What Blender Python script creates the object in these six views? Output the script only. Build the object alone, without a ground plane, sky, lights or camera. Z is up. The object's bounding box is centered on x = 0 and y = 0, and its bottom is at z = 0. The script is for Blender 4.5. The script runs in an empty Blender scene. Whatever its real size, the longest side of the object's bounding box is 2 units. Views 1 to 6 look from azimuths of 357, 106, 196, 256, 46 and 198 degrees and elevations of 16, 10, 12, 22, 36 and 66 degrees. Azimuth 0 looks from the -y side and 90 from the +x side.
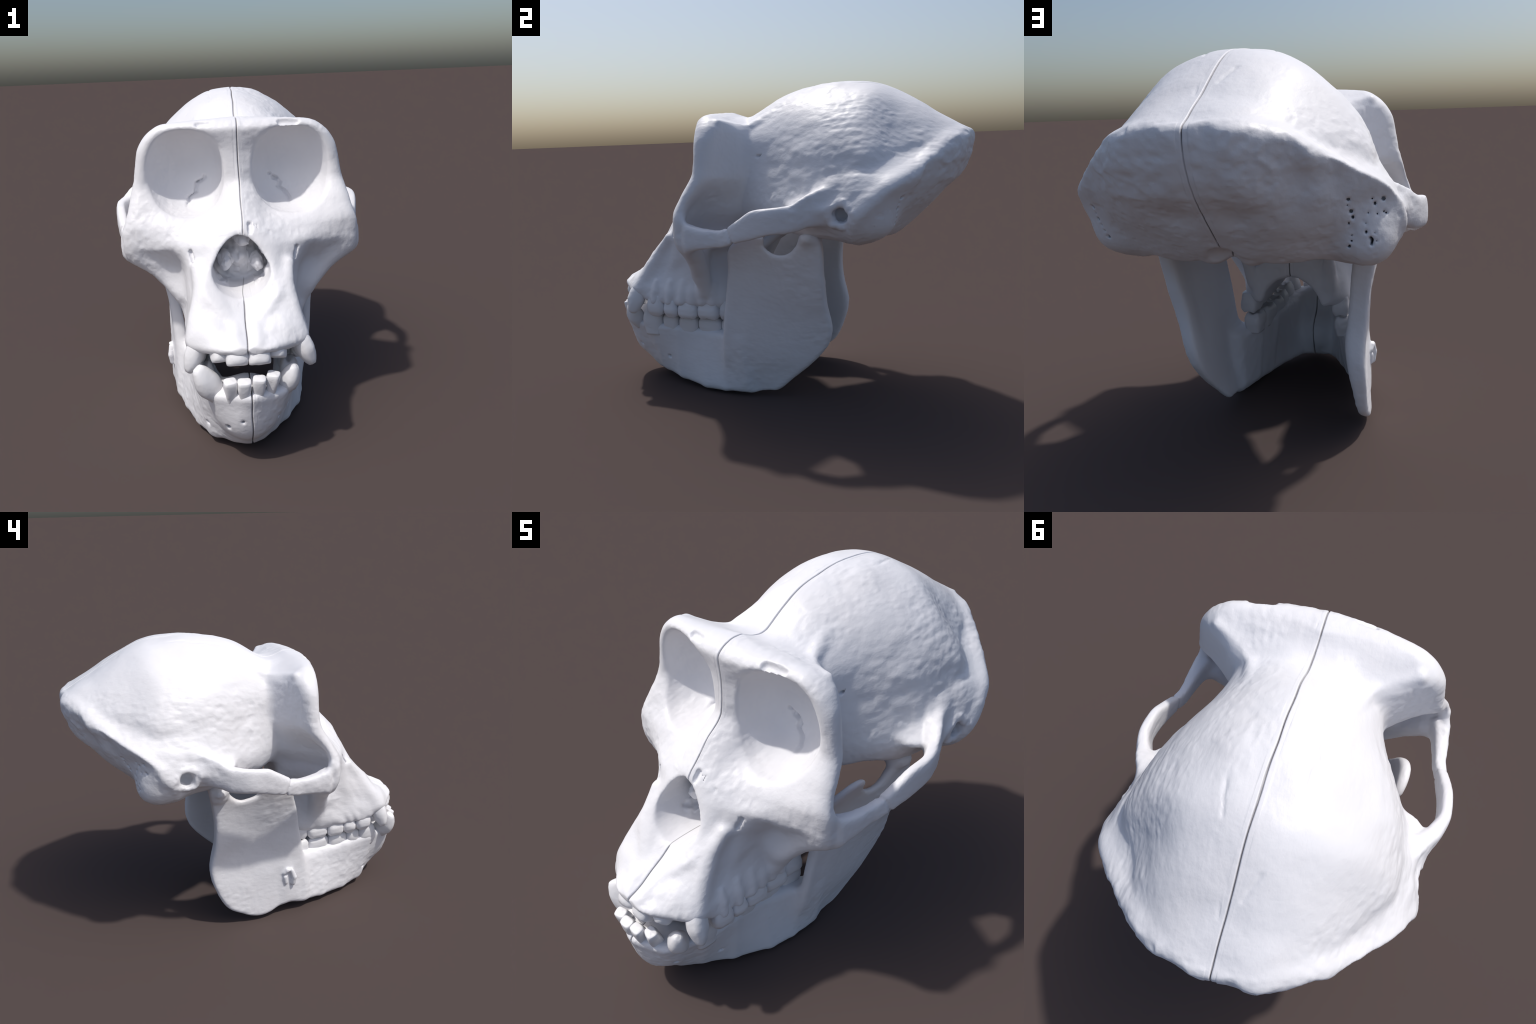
"""An ape skull (cranium with lower jaw), built from implicit solids.

Every bone is described by profiles, sections and curves (metres, z up, face
towards -y).  The solids are blended into one distance field per bone, which is
polygonised, roughened, and split into named anatomical regions.
"""
import bpy, math
import numpy as np

H = 0.0068          # polygon size of the bone surface
RNG = np.random.default_rng(7)

# ----------------------------------------------------------------------------
# helpers: curves, noise, distance-field operators
# ----------------------------------------------------------------------------
def pchip(x, y, q):
    """Shape-preserving cubic through (x, y), along axis 0 of y."""
    x = np.asarray(x, float); y = np.asarray(y, float); q = np.clip(np.asarray(q, float), x[0], x[-1])
    h = np.diff(x); hs = h.reshape(-1, *([1] * (y.ndim - 1)))
    d = np.diff(y, axis=0) / hs
    m = np.zeros_like(y)
    if len(x) > 2:
        w1 = 2 * hs[1:] + hs[:-1]; w2 = hs[1:] + 2 * hs[:-1]
        ok = d[1:] * d[:-1] > 0
        with np.errstate(divide='ignore', invalid='ignore'):
            mm = (w1 + w2) / (w1 / d[:-1] + w2 / d[1:])
        m[1:-1] = np.where(ok, mm, 0)
    m[0] = d[0]; m[-1] = d[-1]
    i = np.clip(np.searchsorted(x, q, side='right') - 1, 0, len(x) - 2)
    t = (q - x[i]) / h[i]; hh = h[i]
    if y.ndim > 1:
        t = t[:, None]; hh = hh[:, None]
    return ((1 + 2 * t) * (1 - t) ** 2 * y[i] + t * (1 - t) ** 2 * hh * m[i]
            + t * t * (3 - 2 * t) * y[i + 1] + t * t * (t - 1) * hh * m[i + 1])


class Curve:
    """A profile: value along one coordinate, tabulated finely for speed."""
    def __init__(self, pts, soft=0):
        p = np.array(sorted(pts), float)
        self.x = np.linspace(p[0, 0], p[-1, 0], 400)
        self.y = pchip(p[:, 0], p[:, 1], self.x)
        if soft:
            k = int(soft / (self.x[1] - self.x[0])) or 1
            g = np.exp(-.5 * (np.arange(-2 * k, 2 * k + 1) / k) ** 2); g /= g.sum()
            pad = np.r_[2 * self.y[0] - self.y[2 * k:0:-1], self.y, 2 * self.y[-1] - self.y[-2:-2 * k - 2:-1]]
            self.y = np.convolve(pad, g, 'valid')
    def __call__(self, q):
        return np.interp(q, self.x, self.y)


class Sheet:
    """A surface height over two coordinates, given on a few rows."""
    def __init__(self, cols, rows):
        cols = np.array(cols, float)
        rows = sorted(rows, key=lambda r: r[0])
        z = np.array([r[0] for r in rows], float)
        v = np.array([r[1] for r in rows], float)
        self.c0, self.c1 = cols[0], cols[-1]
        self.z0, self.z1 = z[0], z[-1]
        fz = np.linspace(self.z0, self.z1, 96); fc = np.linspace(self.c0, self.c1, 96)
        t = pchip(z, v, fz)
        self.t = pchip(cols, t.T.copy(), fc).T.copy()
    def __call__(self, c, z):
        return bilinear(self.t, (z - self.z0) / (self.z1 - self.z0), (c - self.c0) / (self.c1 - self.c0))


def bilinear(t, u, v):
    a = np.clip(u, 0, 1) * (t.shape[0] - 1); b = np.clip(v, 0, 1) * (t.shape[1] - 1)
    i = np.minimum(a.astype(np.int32), t.shape[0] - 2); j = np.minimum(b.astype(np.int32), t.shape[1] - 2)
    a = a - i; b = b - j
    return ((t[i, j] * (1 - b) + t[i, j + 1] * b) * (1 - a)
            + (t[i + 1, j] * (1 - b) + t[i + 1, j + 1] * b) * a)


class Loft:
    """Solid through cross-sections standing across the y axis.

    Each section is (y, centre height, [(half width, height) from top to bottom])."""
    def __init__(self, sections, soft=.03, nth=72, ny=200):
        th = np.linspace(0, math.pi, nth)
        ys, rad, zc = [], [], []
        for y, c, pts in sections:
            p = np.array(pts, float)
            ang = np.arctan2(p[:, 0], p[:, 1] - c); r = np.hypot(p[:, 0], p[:, 1] - c)
            ang[0], ang[-1] = 0, math.pi
            # mirror the ends so that the section crosses the midline smoothly
            ang2 = np.r_[-ang[1], ang, 2 * math.pi - ang[-2]]; r2 = np.r_[r[1], r, r[-2]]
            rad.append(pchip(ang2, r2, th)); ys.append(y); zc.append(c)
        self.y0, self.y1 = ys[0], ys[-1]
        fy = np.linspace(self.y0, self.y1, ny)
        t = pchip(ys, np.array(rad), fy)
        k = max(1, int(round(soft / (fy[1] - fy[0]))))     # ease the sections into each other
        g = np.exp(-.5 * (np.arange(-2 * k, 2 * k + 1) / k) ** 2); g /= g.sum()
        pad = np.concatenate([2 * t[:1] - t[2 * k:0:-1], t, 2 * t[-1:] - t[-2:-2 * k - 2:-1]])
        self.t = np.apply_along_axis(lambda c: np.convolve(c, g, 'valid'), 0, pad)
        self.zc = Curve(list(zip(ys, zc)))
    def __call__(self, x, y, z):
        dz = z - self.zc(y)
        rho = np.hypot(x, dz); th = np.arctan2(np.abs(x), dz)
        r = bilinear(self.t, (y - self.y0) / (self.y1 - self.y0), th / math.pi)
        return smax((rho - r) * 0.85, np.maximum(y - self.y1, self.y0 - y), 0.02)


def smin(a, b, k):
    h = np.maximum(k - np.abs(a - b), 0) / k
    return np.minimum(a, b) - h * h * k * 0.25


def smax(a, b, k):
    return -smin(-a, -b, k)


def ellipsoid(x, y, z, c, r):
    px, py, pz = (x - c[0]) / r[0], (y - c[1]) / r[1], (z - c[2]) / r[2]
    k0 = np.sqrt(px * px + py * py + pz * pz)
    k1 = np.sqrt((px / r[0]) ** 2 + (py / r[1]) ** 2 + (pz / r[2]) ** 2) + 1e-9
    return k0 * (k0 - 1) / k1


def chain(x, y, z, pts, stretch=1.0):
    """Round rod through (x, y, z, radius) points; stretch > 1 makes it taller."""
    f = None
    for a, b in zip(pts[:-1], pts[1:]):
        ax, ay, az, ar = a; bx, by, bz, br = b
        az, bz = az / stretch, bz / stretch
        dx, dy, dz = bx - ax, by - ay, bz - az
        l = dx * dx + dy * dy + dz * dz + 1e-12
        zz = z / stretch
        t = np.clip(((x - ax) * dx + (y - ay) * dy + (zz - az) * dz) / l, 0, 1)
        d = np.sqrt((x - ax - t * dx) ** 2 + (y - ay - t * dy) ** 2 + (zz - az - t * dz) ** 2) - (ar + t * (br - ar))
        f = d if f is None else np.minimum(f, d)
    return f


def polygon(u, v, pts):
    """Signed distance to a closed outline in the plane."""
    p = np.array(pts, float); d = np.full(u.shape, 1e9); s = np.ones(u.shape)
    for i in range(len(p)):
        a, b = p[i], p[i - 1]
        e = b - a; wu, wv = u - a[0], v - a[1]
        t = np.clip((wu * e[0] + wv * e[1]) / (e @ e), 0, 1)
        d = np.minimum(d, (wu - e[0] * t) ** 2 + (wv - e[1] * t) ** 2)
        c1 = v >= a[1]; c2 = v < b[1]; c3 = e[0] * wv > e[1] * wu
        s = np.where((c1 & c2 & c3) | (~c1 & ~c2 & ~c3), -s, s)
    return s * np.sqrt(d)


def smooth_outline(pts, n=6):
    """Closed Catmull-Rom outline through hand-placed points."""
    p = np.array(pts, float); out = []
    for i in range(len(p)):
        a, b, c, d = p[i - 1], p[i], p[(i + 1) % len(p)], p[(i + 2) % len(p)]
        for t in np.arange(n) / n:
            out.append(0.5 * ((2 * b) + (c - a) * t + (2 * a - 5 * b + 4 * c - d) * t * t + (3 * b - a - 3 * c + d) * t ** 3))
    return np.array(out)


def wall(x, y, z, verts):
    """Upright curved wall.  verts: (top x, top y, top z, top half thickness,
    bottom x, bottom y, bottom z, bottom half thickness)."""
    f = None
    for a, b in zip(verts[:-1], verts[1:]):
        a = np.array(a, float); b = np.array(b, float)
        s = np.clip((z - .02) / .33, -0.1, 1.1)
        ax = a[4] + (a[0] - a[4]) * s; ay = a[5] + (a[1] - a[5]) * s
        bx = b[4] + (b[0] - b[4]) * s; by = b[5] + (b[1] - b[5]) * s
        dx, dy = bx - ax, by - ay
        t = np.clip(((x - ax) * dx + (y - ay) * dy) / (dx * dx + dy * dy + 1e-12), 0, 1)
        ta = a[7] + (a[3] - a[7]) * s; tb = b[7] + (b[3] - b[7]) * s
        d = np.hypot(x - ax - t * dx, y - ay - t * dy) - (ta + t * (tb - ta))
        top = a[2] + t * (b[2] - a[2]); bot = a[6] + t * (b[6] - a[6])
        d = smax(d, smax(z - top, bot - z, 0.02), 0.045)
        f = d if f is None else smin(f, d, 0.01)
    return f


def hash3(i, j, k):
    n = (i.astype(np.int64) * 73856093) ^ (j.astype(np.int64) * 19349663) ^ (k.astype(np.int64) * 83492791)
    n = (n ^ (n >> 13)) * 1274126177 & 0x7fffffff
    n = (n ^ (n >> 11)) * 668265263 & 0x7fffffff
    return (n & 0xffff) / 32767.5 - 1.0


def noise(p, scale, seed=0):
    """Smooth value noise in -1..1; scale is a number or one per axis."""
    q = p * np.asarray(scale, float) + seed * 17.31
    i = np.floor(q).astype(np.int64); f = q - i; f = f * f * f * (f * (f * 6 - 15) + 10)
    out = np.zeros(len(p))
    for a in (0, 1):
        for b in (0, 1):
            for c in (0, 1):
                w = ((f[:, 0] if a else 1 - f[:, 0]) * (f[:, 1] if b else 1 - f[:, 1]) * (f[:, 2] if c else 1 - f[:, 2]))
                out += w * hash3(i[:, 0] + a, i[:, 1] + b, i[:, 2] + c)
    return out


def fbm(p, scale, octaves=3, seed=0):
    s = np.asarray(scale, float); a, out = 1.0, 0
    for o in range(octaves):
        out = out + a * noise(p, s, seed + o * 3); s = s * 2.03; a *= 0.5
    return out


def step(a, b, v):
    t = np.clip((v - a) / (b - a), 0, 1)
    return t * t * (3 - 2 * t)


def polygonise(field, lo, hi, h, fine=None):
    """Surface nets over a sparse grid; `fine` refines the x spacing at the midline."""
    xs = np.arange(lo[0], hi[0] + h, h)
    if fine:
        m, hf = fine
        xs = np.r_[xs[xs < -m - h * 0.6], np.arange(-m, m + hf * 0.5, hf), xs[xs > m + h * 0.6]]
    ax = [xs, np.arange(lo[1], hi[1] + h, h), np.arange(lo[2], hi[2] + h, h)]
    n = [len(a) for a in ax]
    # coarse pass finds the blocks near the surface
    B = 4
    ci = [np.minimum(np.arange(0, m + B, B), m - 1) for m in n]
    cx = [ax[k][ci[k]] for k in range(3)]
    G = np.meshgrid(*cx, indexing='ij')
    fc = field(*[g.ravel() for g in G]).reshape(G[0].shape)
    near = np.abs(fc) < 3.2 * h * B
    sign = np.sign(fc)
    cell = np.zeros([m - 1 for m in fc.shape], bool)
    for a in (0, 1):
        for b in (0, 1):
            for c in (0, 1):
                sl = tuple(slice(o, fc.shape[k] - 1 + o) for k, o in enumerate((a, b, c)))
                cell |= near[sl]
    act = np.repeat(np.repeat(np.repeat(cell, B, 0), B, 1), B, 2)
    full = np.zeros([act.shape[k] + 1 for k in range(3)], bool)
    for a in (0, 1):
        for b in (0, 1):
            for c in (0, 1):
                full[a:a + act.shape[0], b:b + act.shape[1], c:c + act.shape[2]] |= act
    act = full[:n[0], :n[1], :n[2]]
    sg = np.repeat(np.repeat(np.repeat(sign, B, 0), B, 1), B, 2)[:n[0], :n[1], :n[2]]
    F = sg.astype(np.float32)
    I = np.nonzero(act)
    P = [ax[k][I[k]] for k in range(3)]
    vals = np.empty(len(P[0]), np.float32)
    CH = 400000
    for s in range(0, len(vals), CH):
        vals[s:s + CH] = field(P[0][s:s + CH], P[1][s:s + CH], P[2][s:s + CH])
    F[I] = vals
    # one vertex per cell that the surface crosses
    inside = F < 0
    c = [inside[a:n[0] - 1 + a, b:n[1] - 1 + b, d:n[2] - 1 + d] for a in (0, 1) for b in (0, 1) for d in (0, 1)]
    cnt = sum(q.astype(np.int8) for q in c)
    mixed = (cnt > 0) & (cnt < 8)
    V = np.nonzero(mixed)
    idx = np.full(mixed.shape, -1, np.int64); idx[V] = np.arange(len(V[0]))
    acc = np.zeros((len(V[0]), 3)); num = np.zeros(len(V[0]))
    corners = [(a, b, d) for a in (0, 1) for b in (0, 1) for d in (0, 1)]
    for p in corners:
        for k in range(3):
            if p[k]:
                continue
            q = list(p); q[k] = 1
            fa = F[V[0] + p[0], V[1] + p[1], V[2] + p[2]].astype(float)
            fb = F[V[0] + q[0], V[1] + q[1], V[2] + q[2]].astype(float)
            m = (fa < 0) != (fb < 0)
            with np.errstate(divide='ignore', invalid='ignore'):
                t = np.where(m, fa / (fa - fb), 0)
            for j in range(3):
                u = p[j] + (t if j == k else 0)
                pos = ax[j][V[j]] * (1 - u) + ax[j][V[j] + 1] * u
                acc[:, j] += np.where(m, pos, 0)
            num += m
    verts = acc / num[:, None]
    faces = []
    for k in range(3):
        u, v = [(1, 2), (2, 0), (0, 1)][k]
        sl0 = [slice(None)] * 3; sl1 = [slice(None)] * 3
        sl0[k] = slice(0, n[k] - 1); sl1[k] = slice(1, n[k])
        for j in (u, v):
            sl0[j] = sl1[j] = slice(1, n[j] - 1)
        a = inside[tuple(sl0)]; b = inside[tuple(sl1)]
        for flip in (False, True):
            e = np.nonzero((a & ~b) if not flip else (~a & b))
            e = [np.array(q) for q in e]
            e[u] = e[u] + 1; e[v] = e[v] + 1
            def cellat(du, dv):
                q = [e[0].copy(), e[1].copy(), e[2].copy()]
                q[u] += du; q[v] += dv
                return idx[q[0], q[1], q[2]]
            quad = [cellat(-1, -1), cellat(0, -1), cellat(0, 0), cellat(-1, 0)]
            if flip:
                quad = quad[::-1]
            faces.append(np.stack(quad, 1))
    faces = np.concatenate(faces)
    return verts, faces[(faces >= 0).all(1)]


def relax(v, f, times=2, amount=0.5, seam=.016):
    """Light Taubin smoothing removes the stair-steps of the grid."""
    e = np.concatenate([f[:, [0, 1]], f[:, [1, 2]], f[:, [2, 3]], f[:, [3, 0]]])
    keep = .15 + .85 * step(seam, seam + .02, np.abs(v[:, 0] + .008))      # leave the fine seam crisp
    for i in range(times):
        for lam in (amount, -amount * 1.03):
            s = np.zeros_like(v); n = np.zeros(len(v))
            for k in range(3):
                s[:, k] = np.bincount(e[:, 0], v[e[:, 1], k], len(v)) + np.bincount(e[:, 1], v[e[:, 0], k], len(v))
            n = np.bincount(e[:, 0], minlength=len(v)) + np.bincount(e[:, 1], minlength=len(v))
            v = v + lam * (s / n[:, None] - v) * keep[:, None]
    return v


def vertex_normals(v, f):
    a = np.cross(v[f[:, 2]] - v[f[:, 0]], v[f[:, 3]] - v[f[:, 1]])
    n = np.zeros_like(v)
    for c in range(4):
        for k in range(3):
            n[:, k] += np.bincount(f[:, c], a[:, k], len(v))
    return n / (np.linalg.norm(n, axis=1)[:, None] + 1e-12)


# ----------------------------------------------------------------------------
# cranium
# ----------------------------------------------------------------------------
BRAINCASE = Loft([
    (-0.30, 1.20, [(0, 1.42), (.12, 1.41), (.19, 1.35), (.21, 1.2), (.19, 1.03), (.12, .92), (0, .90)]),
    (-0.20, 1.20, [(0, 1.470), (.14, 1.455), (.22, 1.39), (.25, 1.22), (.25, 1.05), (.17, .92), (0, .90)]),
    (-0.12, 1.18, [(0, 1.490), (.12, 1.480), (.22, 1.425), (.280, 1.345), (.301, 1.22), (.314, 1.10), (.29, .98), (.20, .91), (0, .90)]),
    (0.00, 1.18, [(0, 1.570), (.10, 1.553), (.20, 1.49), (.29, 1.38), (.335, 1.25), (.375, 1.12), (.390, 1.02), (.36, .94), (.20, .90), (0, .90)]),
    (0.20, 1.16, [(0, 1.628), (.14, 1.595), (.26, 1.525), (.36, 1.42), (.425, 1.31), (.46, 1.2), (.487, 1.10), (.505, 1.01), (.48, .93), (.30, .89), (0, .88)]),
    (0.35, 1.16, [(0, 1.642), (.10, 1.632), (.216, 1.58), (.309, 1.511), (.386, 1.44), (.455, 1.34), (.505, 1.22), (.545, 1.12), (.565, 1.03), (.50, .91), (.30, .87), (0, .87)]),
    (0.50, 1.16, [(0, 1.630), (.10, 1.622), (.20, 1.588), (.30, 1.525), (.39, 1.44), (.46, 1.35), (.522, 1.25), (.575, 1.15), (.600, 1.06), (.585, .96), (.48, .88), (.30, .88), (0, .88)]),
    (0.65, 1.16, [(0, 1.572), (.10, 1.562), (.20, 1.525), (.30, 1.455), (.38, 1.37), (.445, 1.29), (.512, 1.21), (.563, 1.145), (.575, 1.06), (.50, .94), (.30, .89), (0, .90)]),
    (0.80, 1.16, [(0, 1.478), (.10, 1.470), (.20, 1.440), (.29, 1.378), (.38, 1.297), (.435, 1.22), (.43, 1.12), (.32, 1.0), (0, 1.0)]),
    (0.92, 1.18, [(0, 1.408), (.15, 1.40), (.23, 1.362), (.28, 1.325), (.29, 1.22), (.2, 1.1), (0, 1.08)]),
    (1.00, 1.20, [(0, 1.350), (.10, 1.350), (.15, 1.335), (.17, 1.25), (.1, 1.15), (0, 1.15)]),
])
# depth of the nuchal (neck) surface at the midline, by height
NUCHAL = Curve([(.85, .60), (.90, .675), (.98, .757), (1.04, .827), (1.09, .870), (1.17, .942), (1.24, .974), (1.31, .991), (1.36, .992), (1.45, .98)], soft=.025)
# crest where the neck muscles ended: (x, y, z, radius)
CREST = [(0, .955, 1.336, .020), (.17, .932, 1.340, .020), (.28, .885, 1.315, .019), (.36, .825, 1.27, .018),
         (.44, .76, 1.205, .018), (.51, .685, 1.165, .019), (.555, .62, 1.125, .02), (.578, .56, 1.08, .02), (.585, .49, 1.01, .02)]

# height of the groove under the swelling of the braincase, by y
SHELF = Curve([(0, 1.22), (.15, 1.235), (.30, 1.245), (.42, 1.225), (.52, 1.215), (.65, 1.255), (.78, 1.30), (.9, 1.33)])
TEMPORAL_LINE = [(.39, -.215, 1.450, .012), (.29, -.17, 1.425, .012), (.225, -.11, 1.426, .008), (.195, -.02, 1.466, .002), (.18, .06, 1.495, -.012)]
CREST_WAVE = Curve([(-.7, 0), (-.42, .004), (-.37, -.008), (-.30, .016), (-.24, .006), (-.15, -.010), (-.05, .004), (.06, -.006), (.16, .006), (.26, -.004), (.38, .004), (.455, .014), (.50, -.008), (.7, 0)])

# front of the face: y over half width (columns) and height (rows)
FACE = Sheet([0, .07, .15, .27, .40, .48, .58], [
    (1.52, [-.335, -.335, -.335, -.32, -.28, -.25, -.21]),
    (1.49, [-.372, -.370, -.365, -.350, -.305, -.275, -.23]),
    (1.46, [-.388, -.385, -.378, -.360, -.325, -.300, -.27]),
    (1.35, [-.380, -.366, -.352, -.355, -.335, -.320, -.29]),
    (1.22, [-.396, -.366, -.345, -.345, -.315, -.325, -.31]),
    (1.10, [-.500, -.440, -.388, -.400, -.385, -.385, -.370]),
    (1.00, [-.585, -.555, -.515, -.485, -.455, -.435, -.410]),
    (0.93, [-.590, -.585, -.565, -.530, -.470, -.440, -.410]),
    (0.86, [-.590, -.580, -.560, -.520, -.435, -.405, -.390]),
    (0.78, [-.590, -.560, -.530, -.470, -.390, -.355, -.34]),
])
FACE_SIDE = Curve([(.70, .36), (.76, .45), (.80, .53), (.83, .555), (.88, .580), (.97, .585), (1.04, .568), (1.147, .538), (1.22, .522), (1.35, .497), (1.42, .467), (1.47, .415), (1.50, .37), (1.55, .25)])
FACE_TOP = Curve([(0, 1.512), (.10, 1.507), (.25, 1.500), (.36, 1.492), (.42, 1.468), (.48, 1.41), (.6, 1.3)])
FACE_BACK = Sheet([0, .20, .26, .32, .40, .46, .52, .60], [
    (1.50, [-.225, -.25, -.262, -.262, -.245, -.23, -.215, -.21]),
    (1.40, [-.08, -.09, -.11, -.14, -.19, -.22, -.24, -.24]),
    (1.20, [-.05, -.05, -.06, -.115, -.185, -.225, -.25, -.26]),
    (1.02, [-.08, -.08, -.12, -.23, -.335, -.370, -.36, -.33]),
    (0.90, [-.14, -.16, -.25, -.34, -.400, -.400, -.375, -.34]),
    (0.75, [-.18, -.20, -.26, -.32, -.345, -.345, -.34, -.32]),
])
SNOUT = Loft([
    (-0.948, .578, [(0, .586), (.05, .586), (.085, .578), (.08, .570), (0, .568)]),
    (-0.925, .572, [(0, .592), (.08, .590), (.125, .575), (.12, .560), (.08, .553), (0, .553)]),
    (-0.890, .57, [(0, .606), (.09, .605), (.148, .590), (.175, .566), (.155, .545), (.09, .540), (0, .540)]),
    (-0.820, .58, [(0, .648), (.09, .650), (.155, .655), (.21, .640), (.248, .598), (.262, .562), (.248, .542), (.16, .525), (0, .52)]),
    (-0.720, .60, [(0, .720), (.07, .736), (.135, .764), (.183, .766), (.226, .712), (.257, .63), (.278, .56), (.278, .515), (.18, .49), (0, .49)]),
    (-0.640, .65, [(0, .86), (.08, .868), (.145, .868), (.193, .832), (.230, .76), (.257, .66), (.278, .57), (.282, .50), (.2, .478), (0, .48)]),
    (-0.600, .70, [(0, .968), (.06, .965), (.135, .935), (.188, .885), (.230, .82), (.252, .74), (.265, .66), (.278, .56), (.282, .495), (.2, .473), (0, .47)]),
    (-0.550, .75, [(0, 1.038), (.05, 1.035), (.12, 1.0), (.19, .955), (.25, .90), (.272, .81), (.27, .70), (.272, .62), (.28, .55), (.283, .49), (.2, .468), (0, .47)]),
    (-0.450, .80, [(0, 1.15), (.05, 1.13), (.12, 1.07), (.20, 1.01), (.29, .94), (.31, .85), (.295, .73), (.284, .62), (.284, .50), (.26, .47), (.18, .46), (0, .46)]),
    (-0.350, .80, [(0, 1.2), (.1, 1.15), (.21, 1.0), (.245, .9), (.262, .75), (.275, .60), (.282, .50), (.26, .468), (.18, .46), (0, .46)]),
    (-0.260, .80, [(0, 1.2), (.18, 1.0), (.205, .85), (.228, .7), (.258, .58), (.268, .50), (.24, .465), (.18, .46), (0, .46)]),
    (-0.180, .75, [(0, 1.0), (.12, .97), (.17, .85), (.18, .7), (.20, .58), (.20, .51), (.17, .48), (0, .47)]),
], soft=.012)
# zygomatic arch: y -> centre x, centre z, half thickness, half height
ARCH = np.array([
    (-.36, .545, .905, .045, .075), (-.27, .572, .903, .032, .053), (-.17, .588, .905, .025, .042),
    (-.06, .619, .948, .026, .056), (.01, .634, .976, .025, .068), (.10, .643, .994, .025, .062),
    (.19, .615, 1.003, .034, .066), (.26, .572, 1.035, .045, .078), (.33, .525, 1.05, .055, .09), (.40, .50, 1.06, .055, .10)])


def arch(x, y, z):
    yy = np.clip(y, ARCH[0, 0], ARCH[-1, 0])
    p = pchip(ARCH[:, 0], ARCH[:, 1:], yy)
    q = (np.abs((x - p[:, 0]) / p[:, 2]) ** 3.6 + np.abs((z - p[:, 1]) / p[:, 3]) ** 3.6) ** (1 / 3.6)
    return smax((q - 1) * np.minimum(p[:, 2], p[:, 3]), np.abs(y - .02) - .37, 0.02)


def orbit(x, y, z):
    """Eye socket: a rounded funnel whose outer wall runs back to an apex near the midline."""
    d = np.clip((y - FACE(x, z) + .015) / .25, 0, 1)
    cx = .260 - .036 * d ** 1.1; cz = 1.264 - .055 * d
    rx = .190 * (1 - .46 * d ** 1.5); rz = .209 * (1 - .42 * d ** 1.5)
    px = np.abs(x - cx) / rx; pz = np.abs(z - cz) / rz
    q = (px ** 2.3 + pz ** 2.3) ** (1 / 2.3)
    return smax((q - 1) * .13, y + .168, .11)


def nasal_cavity(X, y, z):
    """Pear-shaped nose opening, wide below, with a turbinate on each side and above."""
    w = .126 - .034 * np.clip((z - .86) / .13, 0, 1)
    px = (X + .018) / (w + .012 * step(.90, .80, z)); pz = (z - .858) / .132
    q = np.sqrt(px * px + pz * pz)
    f = smax((q - 1) * .11, y + .485 - .10 * q, .05)
    lumps = np.minimum(ellipsoid(X, y, z, (.0, -.46, .950), (.045, .08, .038)),
                       np.minimum(ellipsoid(X, y, z, (-.085, -.46, .85), (.035, .08, .05)), ellipsoid(X, y, z, (.065, -.46, .83), (.03, .08, .045))))
    return smax(f, -lumps, .015)


SPONGE = [(-.455 + .016 * RNG.random(), 1.12 - .021 * i, .002 + .005 * RNG.random()) for i in range(9)]
SPONGE += [(-.485 - .075 * RNG.random(), .96 + .16 * RNG.random(), .002 + .005 * RNG.random() ** 2) for i in range(20)]
SPONGE += [(.515 - .006 * i + .010 * RNG.random(), 1.11 - .024 * i, .003 + .005 * RNG.random()) for i in range(7)]
GASHES = [((-.246, -.545, .915), (-.232, -.575, .862), .012), ((.250, -.535, .912), (.238, -.555, .868), .010),
          ((.215, -.352, 1.487), (.290, -.337, 1.481), .020), ((-.180, -.352, 1.489), (-.125, -.360, 1.492), .018),
          ((.032, -.555, 1.035), (.033, -.580, 1.004), .012), ((.058, -.545, 1.020), (.066, -.575, .975), .009)]
FISSURES = [[(.170, 0, 1.215, .002), (.200, 0, 1.185, .004), (.225, 0, 1.135, .004), (.265, 0, 1.080, .003)], [(.200, 0, 1.185, .003), (.180, 0, 1.190, .004)]]
PITS = [(.33, -.06, 1.33, .010), (.31, -.03, 1.28, .007), (-.33, -.02, 1.30, .008), (-.30, -.05, 1.37, .009)]   # small openings: x, y, z, radius


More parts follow.
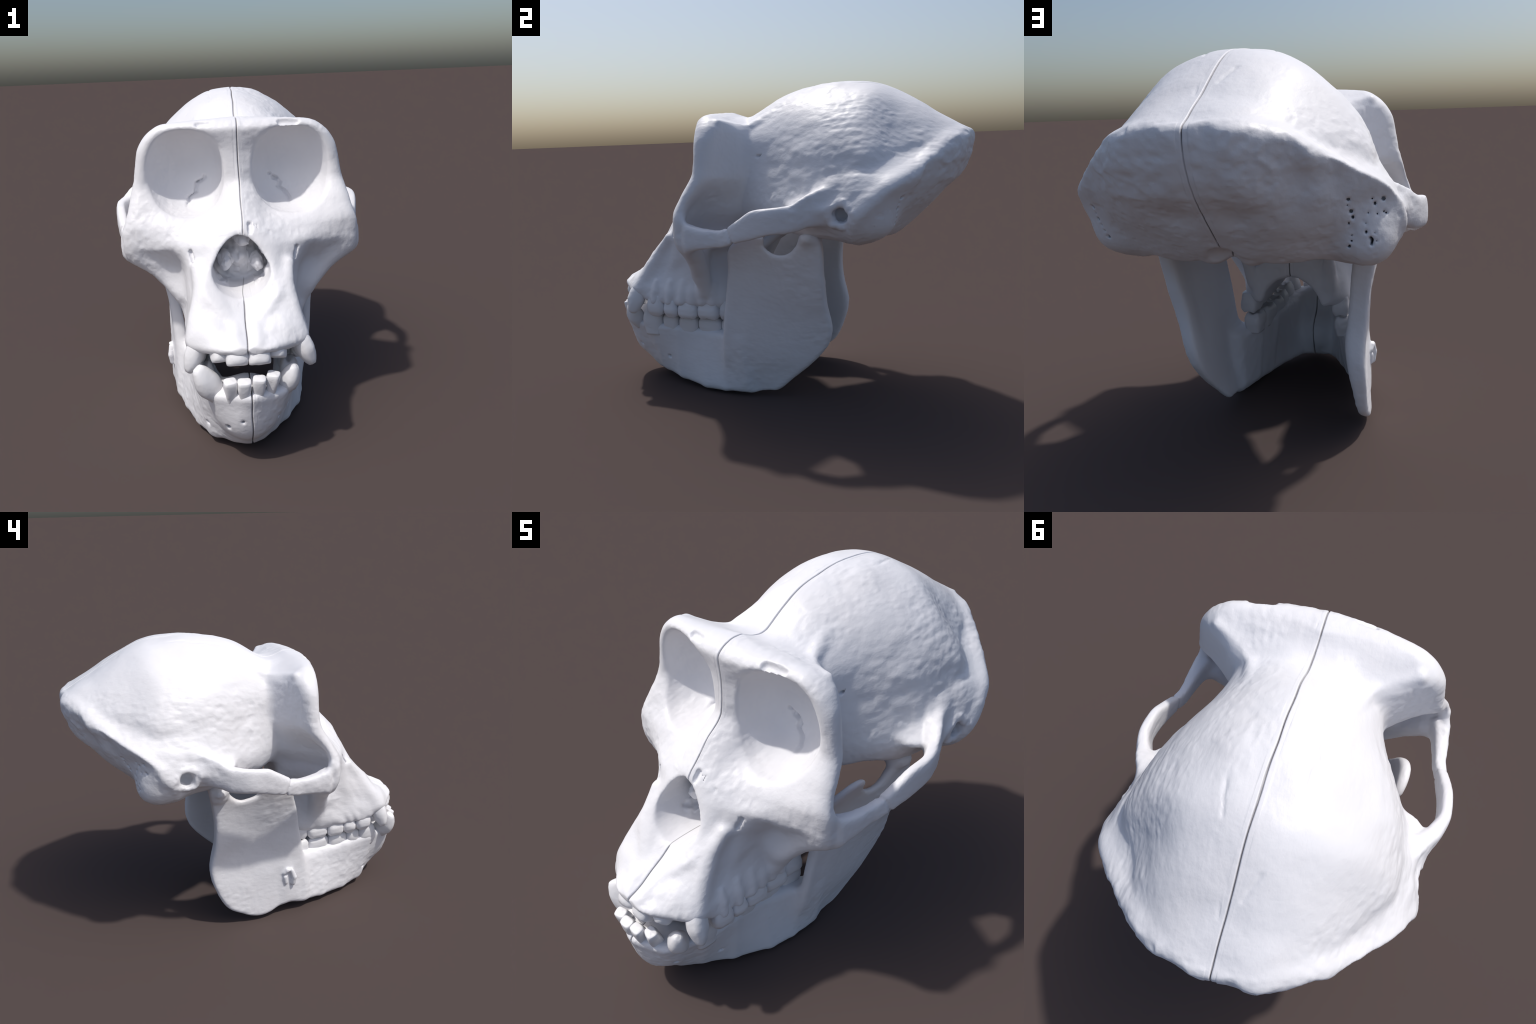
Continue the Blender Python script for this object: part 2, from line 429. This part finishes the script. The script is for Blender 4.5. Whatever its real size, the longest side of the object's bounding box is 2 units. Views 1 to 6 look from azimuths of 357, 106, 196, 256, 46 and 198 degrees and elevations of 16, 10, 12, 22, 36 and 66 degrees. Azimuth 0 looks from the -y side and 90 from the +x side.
def cranium_field(X, Y, Z):
    x = np.abs(X); y = Y; z = Z
    # the left side flares a little more behind than the right
    x = x * (1 + np.where(X > 0, -.016, .010) * step(.30, .65, y))
    f = BRAINCASE(x, y, z)
    f = f + .019 * np.exp(-((X - .37) / .10) ** 2 - ((y - .645) / .12) ** 2) * step(1.18, 1.30, z)       # hollow above the left crest
    # neck plane cuts the braincase behind; the bulge is the cerebellar swelling
    neck = (y - NUCHAL(z) + (.75 + .08 * step(1.05, 1.25, z)) * (x * np.where(X > 0, 1, .99 + .075 * step(1.0, 1.12, z))) ** 2 - .012 * np.exp(-((x - .25) / .13) ** 2)
            + np.where(X > 0, .008, .026) * np.exp(-((x - .37) / .12) ** 2 - ((z - 1.19) / .06) ** 2)      # sunk below the crest
            + CREST_WAVE(X) * step(1.0, 1.2, z) + .028 * np.exp(-((x - .10) / .075) ** 2 - ((z - 1.075) / .05) ** 2)) * .8
    shelf = (.25 + .75 * step(.36, .52, y)) * step(.04, .25, y) * step(.86, .70, y) * step(.26, .38, x)
    f = f + shelf * .015 * np.exp(-((z - SHELF(y)) / .048) ** 2)
    f = smin(f, chain(x, y, z, TEMPORAL_LINE), .045)
    f = smin(f, chain(x, y, z, CREST), .06)
    f = smax(f, neck, .009)
    f = smin(f, ellipsoid(x, y, z, (.470, .525, .985), (.105, .115, .100)), .10)
    f = smin(f, ellipsoid(X, y, z, (-.485, .545, .958), (.090, .105, .088)), .06)      # mastoid
    f = smin(f, ellipsoid(x, y, z, (.50, .30, 1.035), (.10, .15, .045)), .05)       # root of the arch
    # face
    plate = smax(smax(FACE(x, z) - y, y - FACE_BACK(x, z), .045), smax(x - FACE_SIDE(z), z - FACE_TOP(x), .04), .055)
    plate = smax(plate, .80 - z, .06)
    snout = SNOUT((X + .012 * step(1.0, .7, z)) * np.where(X > 0, 1 + .07 * step(.55, .70, z), 1.0), y, z)
    g = smin(plate, snout, .05)
    g = smin(g, chain(x, y, z, [(.50, -.360, .87, .050), (.415, -.368, .79, .047), (.335, -.372, .69, .043), (.272, -.375, .58, .040)]), .055)
    for side in (1, -1):   # swelling over the root of the canine tooth
        g = smin(g, chain(X * side + .008 * side, y, z, [(.235, -.785, .575, .030), (.212, -.72, .68, .030), (.20, -.66, .77, .026), (.215, -.60, .85, .02)]), .045)
    g = smin(g, ellipsoid(x, y, z, (.30, -.395, .76), (.075, .055, .13)), .04)
    for tx in (-.066, .030):       # swellings over the incisor roots
        g = smin(g, chain(X, y, z, [(tx, -.905, .585, .016), (tx, -.86, .610, .020), (tx, -.82, .635, .010)]), .03)
    f = smin(f, g, .035)
    # hollow below the cheek
    f = smax(f, -ellipsoid(x, y, z, (.345, -.525, .785), (.055, .095, .105)), .06)
    f = smax(f, -orbit(x, y, z), .018)
    nose = nasal_cavity(X, y, z)
    f = smax(f, -nose, .022)
    # palate vault and throat
    f = smax(f, -smax(np.sqrt((x / .150) ** 2 + ((z - .44) / .17) ** 2) * .14 - .14, -.80 - y, .08), .03)
    f = smin(f, chain(x, y, z, [(.19, .02, .88, .03), (.21, -.09, .80, .025), (.205, -.16, .68, .028), (.20, -.20, .58, .03)]), .03)
    f = smin(f, arch(x, y, z), .03)
    # ear opening: raised rim with a pit
    rim = np.sqrt((np.hypot(y - .412, z - 1.015) - .050) ** 2 + (x - .572) ** 2) - .016
    f = smin(f, rim, .02)
    f = smax(f, -chain(x, y, z, [(.65, .412, 1.016, .041), (.535, .412, 1.016, .034)]), .010)
    f = smin(f, ellipsoid(x, y, z, (.075, .57, .890), (.040, .070, .030)), .03)      # joint knobs beside the foramen
    f = smax(f, -ellipsoid(X - .01, y, z, (0, .70, .90), (.062, .10, .050)), .012)      # foramen magnum
    # spongy holes over the mastoid bone
    deep = -(neck + .028)
    for px, pz, r in SPONGE:
        m = (np.abs(X - px) < .035) & (np.abs(Z - pz) < .035) & (y > .45)
        if m.any():
            f[m] = smax(f[m], -np.maximum(np.hypot(X[m] - px, Z[m] - pz) - r, deep[m]), .004)
    # ridges over the roots of the cheek teeth
    for ty in (-.685, -.60, -.525, -.465, -.405, -.345):
        f = smin(f, chain(x, y, z, [(.268, ty, .505, .016), (.262, ty + .006, .56, .013), (.250, ty + .012, .61, .006)]), .025)
    # gashes in the brow and beside the nose
    for a, b, r in GASHES:
        m = (np.abs(X - a[0]) < .12) & (np.abs(Y - a[1]) < .12) & (np.abs(Z - a[2]) < .12)
        if m.any():
            f[m] = smax(f[m], -chain(X[m], Y[m], Z[m], [(*a, r), (*b, r * .8)]), .006)
    # fissures at the back of the eye sockets
    m = (y > -.33) & (y < -.02) & (z > 1.03) & (z < 1.30) & (x > .12) & (x < .32)
    if m.any():
        for pts in FISSURES:
            d = chain(x[m] + .007 * np.sin(95 * z[m]) + .004 * np.sin(170 * z[m] + 2 * np.sign(X[m])), 0 * x[m], z[m], pts)
            f[m] = f[m] + .013 * np.exp(-(np.maximum(d, 0) / .0045) ** 2)
    # suture across the arch
    f = f + .007 * np.exp(-((y + .105 + .45 * (z - .92)) / .006) ** 2) * (x > .55) * (y < .1)
    for (px, py, pz, r) in PITS:
        m = (np.abs(X - px) < .05) & (np.abs(Y - py) < .06) & (np.abs(Z - pz) < .05)
        if m.any():
            f[m] = smax(f[m], -(np.sqrt((X[m] - px) ** 2 + ((Y[m] - py) * .28) ** 2 + (Z[m] - pz) ** 2) - r), .006)
    # seam along the midline
    w = -.016 * step(1.0, .7, z) * step(-.4, -.6, y) + .0012 * np.sin(y * 31 + z * 17)
    f = f + .012 * np.exp(-((X - w) / .0024) ** 2) * step(.50, .56, z) * step(.0, .02, nose) * (1 - .55 * step(.80, .95, y) * step(1.38, 1.28, z))
    return f


# ----------------------------------------------------------------------------
# lower jaw
# ----------------------------------------------------------------------------
RAMUS_L = smooth_outline([(-.20, .82), (-.215, .70), (-.245, .52), (-.265, .38), (-.275, .20), (-.24, .05), (-.16, .015), (-.05, .030), (.02, .042), (.10, .112), (.18, .185),
                          (.255, .258), (.308, .340), (.320, .43), (.300, .56), (.298, .70), (.300, .84), (.27, .895), (.20, .895), (.168, .85), (.134, .815), (.083, .800), (.04, .812),
                          (.005, .845), (.005, .885), (-.03, .905), (-.11, .89)])
RAMUS_R = smooth_outline([(-.195, .80), (-.225, .68), (-.250, .52), (-.275, .38), (-.30, .20), (-.27, .08), (-.178, .085), (-.056, .030), (.034, .026), (.130, .068), (.212, .130),
                          (.275, .268), (.292, .381), (.264, .53), (.260, .70), (.275, .84), (.27, .90), (.20, .90), (.165, .84), (.12, .805), (.07, .808), (.02, .825), (.005, .87), (-.05, .903), (-.12, .903), (-.17, .87)])
BODY = [  # from the left ramus round the chin to the right ramus
    (.285, -.17, .33, .045, .272, -.16, .028, .038), (.225, -.29, .345, .048, .248, -.28, .008, .046), (.178, -.43, .345, .050, .218, -.40, .011, .050), (.172, -.58, .355, .052, .146, -.56, .024, .052),
    (.160, -.74, .365, .060, .062, -.675, .036, .052), (.100, -.865, .365, .066, .004, -.722, .040, .050), (-.01, -.905, .372, .070, -.030, -.735, .038, .052),
    (-.125, -.865, .365, .068, -.072, -.722, .036, .052), (-.188, -.74, .365, .062, -.155, -.67, .028, .056), (-.216, -.58, .355, .056, -.228, -.55, .022, .054),
    (-.230, -.43, .345, .054, -.295, -.40, .028, .050), (-.275, -.29, .345, .052, -.342, -.28, .042, .044), (-.335, -.17, .33, .045, -.355, -.16, .058, .038)]
# outer faces of the two rami: x over y (columns) and height (rows)
RAMUS_FACE_L = Sheet([-.28, -.20, -.05, .12, .30], [(.90, [.385, .410, .440, .455, .482]), (.72, [.370, .382, .405, .425, .448]), (.55, [.360, .366, .382, .393, .400]),
                                                  (.40, [.352, .353, .360, .362, .360]), (.25, [.325, .332, .340, .338, .334]), (.05, [.27, .280, .292, .298, .300])])
RAMUS_FACE_R = Sheet([-.31, -.20, -.08, .12, .30], [(.90, [-.41, -.470, -.485, -.480, -.500]), (.72, [-.380, -.425, -.440, -.442, -.475]), (.55, [-.368, -.398, -.408, -.422, -.457]),
                                                  (.40, [-.360, -.388, -.397, -.410, -.442]), (.25, [-.360, -.385, -.402, -.422, -.447]), (.05, [-.355, -.382, -.412, -.437, -.447])])


JAW_HOLES = [((.29, -.72, .150), (.17, -.65, .160), .010), ((.16, -.93, .205), (.10, -.83, .21), .009), ((-.28, -.78, .125), (-.16, -.69, .13), .011),
             ((-.13, -.97, .197), (-.11, -.88, .20), .010), ((-.05, -1.0, .24), (-.05, -.93, .24), .007)]
JAW_SCAN_BLOBS = [[(-.402, -.145, .278, .010), (-.408, -.165, .300, .012)], [(-.405, -.190, .296, .012), (-.410, -.205, .250, .015), (-.405, -.200, .205, .012)], [(-.402, -.15, .255, .012), (-.402, -.155, .215, .010)],
             [(-.365, -.272, .200, .010), (-.362, -.280, .165, .011), (-.360, -.276, .135, .008)]]


def mandible_field(X, Y, Z):
    f = wall(X, Y, Z, BODY)
    f = smin(f, ellipsoid(X, Y, Z, (-.025, -.840, .258), (.130, .112, .150)), .08)      # chin
    f = smin(f, ellipsoid(X, Y, Z, (-.02, -.725, .15), (.115, .105, .115)), .06)      # its inner shelf
    for side, face, outline in ((1, RAMUS_FACE_L, RAMUS_L), (-1, RAMUS_FACE_R, RAMUS_R)):
        d = side * (X - face(Y, Z))
        thick = .041 - side * .005 + (.042 - side * .008) * step(.10, .28, Y) * step(-.05, .65, Z) + .014 * step(-.10, -.24, Y)
        plate = smax(polygon(Y, Z, outline), smax(d, -d - thick, .02), .028)
        f = smin(f, plate, .045)
    # condyles
    f = smin(f, ellipsoid(X, Y, Z, (.405, .235, .885), (.085, .045, .035)), .03)
    f = smin(f, ellipsoid(X, Y, Z, (-.445, .235, .885), (.095, .048, .038)), .03)
    f = smin(f, ellipsoid(X, Y, Z, (-.470, .235, .855), (.045, .045, .045)), .02)
    f = f + .010 * np.exp(-((Y - .02) / .13) ** 2 - ((Z - .50) / .17) ** 2) * step(.30, .38, np.abs(X))
    for a, b, r in JAW_HOLES:
        f = smax(f, -chain(X, Y, Z, [(*a, r), (*b, r)]), .006)
    for pts in JAW_SCAN_BLOBS:  # small raised blobs on the right ramus, a fault of the scan
        f = smin(f, chain(X, Y, Z, pts), .008)
    w = -.010 + .0015 * np.sin(Z * 40)
    f = f + .012 * np.exp(-((X - w) / .0024) ** 2) * step(.5, -.3, Y)
    return np.maximum(f, -Z)


# ----------------------------------------------------------------------------
# bone material
# ----------------------------------------------------------------------------
def bone_material(name, colour, warm, rough, seam=None):
    """Matt white bone; seam = (x above, x at the muzzle) runs a dirt-filled joint line along the midline."""
    m = bpy.data.materials.new(name); m.use_nodes = True
    nt = m.node_tree; N = nt.nodes; L = nt.links
    b = N['Principled BSDF']
    tc = N.new('ShaderNodeTexCoord')
    n1 = N.new('ShaderNodeTexNoise'); n1.inputs['Scale'].default_value = 4.0; n1.inputs['Detail'].default_value = 5
    L.new(tc.outputs['Object'], n1.inputs['Vector'])
    ramp = N.new('ShaderNodeValToRGB')
    ramp.color_ramp.elements[0].position = .35; ramp.color_ramp.elements[0].color = (*warm, 1)
    ramp.color_ramp.elements[1].position = .62; ramp.color_ramp.elements[1].color = (*colour, 1)
    L.new(n1.outputs['Fac'], ramp.inputs['Fac'])
    base = ramp.outputs['Color']
    if seam:
        def math_node(op, *args):
            n = N.new('ShaderNodeMath'); n.operation = op
            for i, a in enumerate(args):
                if isinstance(a, (int, float)):
                    n.inputs[i].default_value = a
                else:
                    L.new(a, n.inputs[i])
            return n.outputs[0]
        def ease(v, a, c):
            n = N.new('ShaderNodeMapRange'); n.interpolation_type = 'SMOOTHSTEP'
            L.new(v, n.inputs['Value']); n.inputs['From Min'].default_value = min(a, c); n.inputs['From Max'].default_value = max(a, c)
            n.inputs['To Min'].default_value = 1.0 if a > c else 0.0; n.inputs['To Max'].default_value = 0.0 if a > c else 1.0
            return n.outputs['Result']
        xyz = N.new('ShaderNodeSeparateXYZ'); L.new(tc.outputs['Object'], xyz.inputs[0])
        low = math_node('MULTIPLY', ease(xyz.outputs['Z'], 1.0, .7), ease(xyz.outputs['Y'], -.4, -.6))
        line = math_node('ADD', math_node('MULTIPLY', low, seam[1] - seam[0]), seam[0])
        wave = math_node('MULTIPLY', math_node('SINE', math_node('ADD', math_node('MULTIPLY', xyz.outputs['Y'], 31.0), math_node('MULTIPLY', xyz.outputs['Z'], 17.0))), .0012 if seam[0] == 0 else 0.0)
        off = math_node('ABSOLUTE', math_node('SUBTRACT', xyz.outputs['X'], math_node('ADD', line, wave)))
        mix = N.new('ShaderNodeMix'); mix.data_type = 'RGBA'
        hole = math_node('MULTIPLY', math_node('MULTIPLY', ease(xyz.outputs['Z'], .725, .74), ease(xyz.outputs['Z'], .99, .975)), ease(xyz.outputs['Y'], -.2, -.3))
        L.new(math_node('MULTIPLY', ease(off, .0034, .0014), math_node('SUBTRACT', .6, math_node('MAXIMUM', math_node('MULTIPLY', hole, .6 if seam[0] == 0 else 0.0), math_node('MULTIPLY', ease(xyz.outputs['Y'], .80, .95), math_node('MULTIPLY', ease(xyz.outputs['Z'], 1.38, 1.28), .35))))), mix.inputs[0])
        L.new(base, mix.inputs[6]); mix.inputs[7].default_value = (.17, .165, .175, 1)  # dark tone painted in for the shade inside the seam crease
        base = mix.outputs[2]
    L.new(base, b.inputs['Base Color'])
    b.inputs['Roughness'].default_value = rough
    b.inputs['Specular IOR Level'].default_value = .35
    mp = N.new('ShaderNodeMapping'); mp.inputs['Scale'].default_value = (1, .55, 1)
    L.new(tc.outputs['Object'], mp.inputs['Vector'])
    n2 = N.new('ShaderNodeTexNoise'); n2.inputs['Scale'].default_value = 42; n2.inputs['Detail'].default_value = 4
    L.new(mp.outputs['Vector'], n2.inputs['Vector'])
    bp = N.new('ShaderNodeBump'); bp.inputs['Strength'].default_value = .16; bp.inputs['Distance'].default_value = .012
    L.new(n2.outputs['Fac'], bp.inputs['Height'])
    L.new(bp.outputs['Normal'], b.inputs['Normal'])
    return m


BONE = bone_material('bone', (.80, .80, .83), (.77, .765, .79), .45, (0, -.016))
JAW_BONE = bone_material('jaw_bone', (.80, .80, .83), (.77, .765, .79), .45, (-.010, -.010))
ENAMEL = bone_material('enamel', (.80, .80, .825), (.78, .775, .79), .38)


# ----------------------------------------------------------------------------
# building objects
# ----------------------------------------------------------------------------
def mesh_object(name, v, f, mat, parent, normals=None):
    me = bpy.data.meshes.new(name)
    me.from_pydata(v.tolist(), [], f.tolist())
    me.polygons.foreach_set('use_smooth', np.ones(len(me.polygons), bool))
    me.materials.append(mat)
    me.update()
    if normals is not None:
        me.normals_split_custom_set_from_vertices(normals.tolist())
    ob = bpy.data.objects.new(name, me)
    bpy.context.scene.collection.objects.link(ob)
    ob.parent = parent
    return ob


def split_regions(v, f, region, parts, mat, parent):
    """Separate the faces by region; border vertices and normals stay shared."""
    n = vertex_normals(v, f)
    made = {}
    for k, name in enumerate(parts):
        ff = f[region == k]
        if not len(ff):
            continue
        used, inv = np.unique(ff, return_inverse=True)
        made.setdefault(name, []).append(mesh_object(name, v[used], inv.reshape(-1, 4), mat, parent, n[used]))
    return made


def roughen(v, f, amount, cranium=True):
    """Bone surface relief: broad lumps, muscle-pull streaks, scars and fine chips."""
    n = vertex_normals(v, f)
    lumps = fbm(v, 6, 2, 1)
    streaks = 1 - 2 * np.abs(fbm(v, (30, 13, 24), 2, 5))
    chips = fbm(v, 38, 2, 9)
    patch = step(-.1, .5, fbm(v, 3.5, 2, 21))
    d = .0032 * lumps + .0008 * chips * (.4 + patch) + .0010 * streaks * patch
    if cranium:
        x, y, z = np.abs(v[:, 0]), v[:, 1], v[:, 2]
        # side of the braincase: fine wrinkles left by the temporal muscle
        side = step(.2, .34, x) * step(-.1, .1, y) * step(.62, .45, y) * step(1.0, 1.1, z) * step(1.5, 1.38, z)
        d = d + .0026 * side * fbm(v, (15, 13, 24), 2, 31)
        # neck surface: rough muscle scars
        neck = step(-.035, -.012, y - NUCHAL(z) + .80 * x * x) * step(.45, .6, y)
        d = d + neck * (.0040 * (1 - 2 * np.abs(fbm(v, (10, 10, 12), 3, 41))) * step(.5, .3, x) * step(1.0, 1.2, z) - .0022 * step(.3, .8, fbm(v, 26, 2, 44)))
        # coarse chips over the cheek bones
        cheek = step(-.25, -.33, y) * step(.28, .40, x) * step(.78, .85, z) * step(1.12, 1.0, z)
        d = d + .0012 * cheek * noise(v, (60, 60, 42), 51)
        # faint suture lines on the vault
        for c, side_x in ((Curve([(.05, .115), (.28, .094), (.44, .116), (.54, .09), (.69, .05), (.83, .02)]), 1), (Curve([(.05, .12), (.4, .13), (.7, .06), (.83, .02)]), -1)):
            q = v[:, 0] * side_x - c(y) - .010 * noise(v, 22, 61)
            d = d - .0045 * np.exp(-(q / .006) ** 2) * (z > 1.3) * step(.02, .12, y) * step(.84, .78, y) * step(-.25, .35, noise(v, 9, 63))
        # rough bone in the ear and at the back of the nose
        ear = step(.085, .06, np.hypot(y - .412, z - 1.015)) * (x > .5)
        nose = step(-.58, -.53, y) * step(-.38, -.42, y) * (x < .13) * (z > .74) * (z < 1.0)
        d = d + (.006 * ear + .011 * nose) * fbm(v, 30, 2, 71)
    return v + n * (d * amount)[:, None]


root = bpy.data.objects.new('ape_skull', None)
bpy.context.scene.collection.objects.link(root)
root['label'] = 'white ape skull with heavy brow, long snout and jaw'
root['category'] = 'skull'

v, f = polygonise(cranium_field, (-.74, -1.0, .40), (.74, 1.03, 1.68), H, (.022, .0016))
v = relax(v, f, 2)
v = roughen(v, f, np.where(np.abs(v[:, 0]) < .02, .4, 1.0))
c = v[f].mean(1)
cx, cy, cz = np.abs(c[:, 0]), c[:, 1], c[:, 2]
PARTS = ['braincase', 'neck_surface', 'brow_ridge', 'cheek_bone', 'cheek_bone', 'zygomatic_arch', 'zygomatic_arch', 'snout']
reg = np.zeros(len(c), int)
reg[(cy - NUCHAL(cz) + .83 * cx * cx > -.03) & (cy > .3) & (cz < 1.35)] = 1
front = cy < -.13 - .25 * np.clip(1.1 - cz, 0, .2)
reg[front & (cz > 1.27)] = 2
reg[front & (cz <= 1.27) & (c[:, 0] >= 0)] = 3
reg[front & (cz <= 1.27) & (c[:, 0] < 0)] = 4
reg[(cx > .53) & (cy > -.22) & (cy < .30) & (cz < 1.13) & (c[:, 0] >= 0)] = 5
reg[(cx > .53) & (cy > -.22) & (cy < .30) & (cz < 1.13) & (c[:, 0] < 0)] = 6
reg[(cy < -.1) & (cx < .27 - .1 * np.clip(cz - .9, 0, .5)) & (cz < 1.08)] = 7
split_regions(v, f, reg, PARTS, BONE, root)

v, f = polygonise(mandible_field, (-.60, -1.02, -.02), (.56, .36, .96), H, (.018, .0016))
v = relax(v, f, 2)
v = roughen(v, f, np.where(np.abs(v[:, 0] + .01) < .02, .4, .9), False)
v[:, 2] = np.maximum(v[:, 2], 0)
c = v[f].mean(1)
reg = np.where(c[:, 1] < -.27 + .10 * (c[:, 2] - .3), 0, np.where(c[:, 0] > 0, 1, 2))
made = split_regions(v, f, reg, ['jaw_body', 'jaw_ramus', 'jaw_ramus'], JAW_BONE, root)


# ----------------------------------------------------------------------------
# teeth
# ----------------------------------------------------------------------------
SHAPES = {  # along the crown from root to tip: (position, width factor, depth factor); squareness; cusps
    'molar': ([(-.5, .80, .80), (0, .92, .90), (.35, 1.0, 1.0), (.75, 1.0, .98), (1, .90, .84)], 4.2, 4),
    'premolar': ([(-.5, .76, .78), (0, .90, .90), (.4, 1.0, 1.0), (.75, .98, .95), (1, .82, .74)], 3.4, 2),
    'incisor': ([(-.9, .50, .85), (-.3, .66, .95), (.2, .84, 1.0), (.7, .98, .92), (1, .92, .74)], 3.4, 0),
    'worn_incisor': ([(-.10, .80, .70), (.05, .92, .95), (.4, 1.0, 1.0), (.8, 1.0, .97), (1, .92, .80)], 2.7, 0),
    'canine': ([(-.6, .45, .50), (-.2, .80, .82), (.1, 1.0, 1.0), (.3, 1.0, 1.0), (.6, .84, .84), (.85, .60, .58), (1, .38, .36)], 2.4, 0),
}


def tooth(kind, base, tip, row, width, depth, parent, seed):
    prof, power, cusps = SHAPES[kind]
    prof = np.array(prof)
    base, tip = np.array(base, float), np.array(tip, float)
    up = tip - base; hgt = np.linalg.norm(up); up /= hgt
    u = np.array([row[0], row[1], 0.0]); u -= up * (u @ up); u /= np.linalg.norm(u)
    w = np.cross(up, u)
    nr = 40
    th = np.linspace(0, 2 * math.pi, nr, endpoint=False)
    cu = np.sign(np.cos(th)) * np.abs(np.cos(th)) ** (2 / power)
    cw = np.sign(np.sin(th)) * np.abs(np.sin(th)) ** (2 / power)
    rings = []
    for s in np.linspace(prof[0, 0], 1, 14):
        a = pchip(prof[:, 0], prof[:, 1], [s])[0] * width / 2; b = pchip(prof[:, 0], prof[:, 2], [s])[0] * depth / 2
        rings.append((s * hgt + 0 * th, a * cu, b * cw))
    a, b = prof[-1, 1] * width / 2, prof[-1, 2] * depth / 2
    for q in (.90, .74, .55, .35, .16):
        lift = .006 * (1 - q)
        if cusps == 4:
            lift = .011 * math.sin(math.pi * min(1, (1 - q) * 1.4)) * np.abs(np.sin(2 * th)) ** .6 - .012 * (1 - q) ** 2 + .004
        elif cusps == 2:
            lift = .014 * math.sin(math.pi * min(1, (1 - q) * 1.3)) * np.abs(np.sin(th)) - .008 * (1 - q) ** 2 + .004
        elif 'incisor' in kind:
            lift = .005 * math.sqrt(1 - q)
        rings.append((hgt + lift + 0 * th, a * q * cu, b * q * cw))
    pts = np.concatenate([base + up * r[0][:, None] + u * r[1][:, None] + w * r[2][:, None] for r in rings])
    k = len(rings)
    apex = pts[-nr:].mean(0); floor = pts[:nr].mean(0)
    pts = np.concatenate([pts, [apex], [floor]])
    faces = [[i * nr + j, i * nr + (j + 1) % nr, (i + 1) * nr + (j + 1) % nr, (i + 1) * nr + j] for i in range(k - 1) for j in range(nr)]
    faces += [[(k - 1) * nr + j, (k - 1) * nr + (j + 1) % nr, k * nr] for j in range(nr)]
    faces += [[(j + 1) % nr, j, k * nr + 1] for j in range(nr)]
    out = pts - pts.mean(0); out /= np.linalg.norm(out, axis=1)[:, None] + 1e-9
    pts = pts + out * (.0022 * fbm(pts, 30, 2, seed))[:, None]
    me = bpy.data.meshes.new('tooth')
    me.from_pydata(pts.tolist(), [], faces)
    me.polygons.foreach_set('use_smooth', np.ones(len(me.polygons), bool))
    me.materials.append(ENAMEL); me.update()
    ob = bpy.data.objects.new(kind.replace('worn_', ''), me)
    bpy.context.scene.collection.objects.link(ob)
    ob.parent = parent
    return ob


snout = bpy.data.objects['snout']; jaw = made['jaw_body'][0]
LOWER, UPPER = .345, .492
rows = [  # kind, parent, base, tip, row direction, width, depth
    # lower incisors
    ('incisor', jaw, (-.100, -.925, .36), (-.100, -.953, .442), (1, .22), .060, .060), ('incisor', jaw, (-.040, -.938, .36), (-.038, -.965, .442), (1, .05), .062, .060),
    ('incisor', jaw, (.022, -.935, .37), (.027, -.960, .450), (1, -.08), .060, .060), ('incisor', jaw, (.083, -.912, .38), (.090, -.935, .456), (1, -.28), .060, .060),
    # lower canines
    ('canine', jaw, (-.182, -.868, .37), (-.238, -.888, .482), (.8, .6), .115, .095), ('canine', jaw, (.160, -.855, .37), (.190, -.874, .458), (.8, -.6), .092, .088),
    # upper incisors, worn down
    ('worn_incisor', snout, (-.064, -.882, .580), (-.064, -.922, .501), (1, .08), .100, .090), ('worn_incisor', snout, (.033, -.882, .580), (.034, -.922, .501), (1, -.08), .100, .090),
    ('worn_incisor', snout, (-.143, -.850, .570), (-.136, -.886, .508), (1, .6), .078, .085), ('worn_incisor', snout, (.119, -.850, .572), (.112, -.886, .512), (1, -.6), .078, .085),
    # upper canines
    ('canine', snout, (-.236, -.800, .545), (-.282, -.822, .436), (.5, .85), .094, .084), ('canine', snout, (.228, -.798, .545), (.276, -.820, .438), (.5, -.85), .098, .086),
]
def cheek_row(parent, side, gum, edge, spec):
    for kind, y, x, width, depth in spec:
        rows.append((kind, parent, (side * x, y, gum(y)), (side * x, y, edge(y)), (.12 * side, 1), width, depth))
low_gum = lambda y: .335; low_edge = lambda y: .398 + .03 * step(-.5, -.8, y)
up_gum = lambda y: .482 + .03 * step(-.58, -.75, y); up_edge = lambda y: .420 + .015 * step(-.5, -.75, y)
cheek_row(jaw, 1, low_gum, low_edge, [('premolar', -.735, .178, .122, .085), ('premolar', -.622, .178, .096, .085), ('molar', -.512, .182, .120, .090), ('molar', -.378, .192, .142, .092), ('molar', -.25, .207, .12, .09)])
cheek_row(jaw, -1, low_gum, low_edge, [('premolar', -.735, .208, .114, .085), ('premolar', -.638, .215, .086, .085), ('molar', -.534, .220, .122, .090), ('molar', -.404, .230, .134, .092), ('molar', -.28, .248, .12, .09)])
cheek_row(snout, 1, up_gum, up_edge, [('premolar', -.682, .240, .102, .090), ('premolar', -.592, .238, .084, .090), ('molar', -.492, .236, .116, .095), ('molar', -.373, .234, .126, .098), ('molar', -.255, .226, .115, .092)])
cheek_row(snout, -1, up_gum, up_edge, [('premolar', -.692, .246, .102, .090), ('premolar', -.602, .246, .084, .090), ('molar', -.510, .245, .106, .095), ('molar', -.395, .243, .126, .098), ('molar', -.277, .236, .115, .092)])
for i, (kind, parent, b, t, row, wd, dp) in enumerate(rows):
    tooth(kind, b, t, row, wd, dp, parent, i)
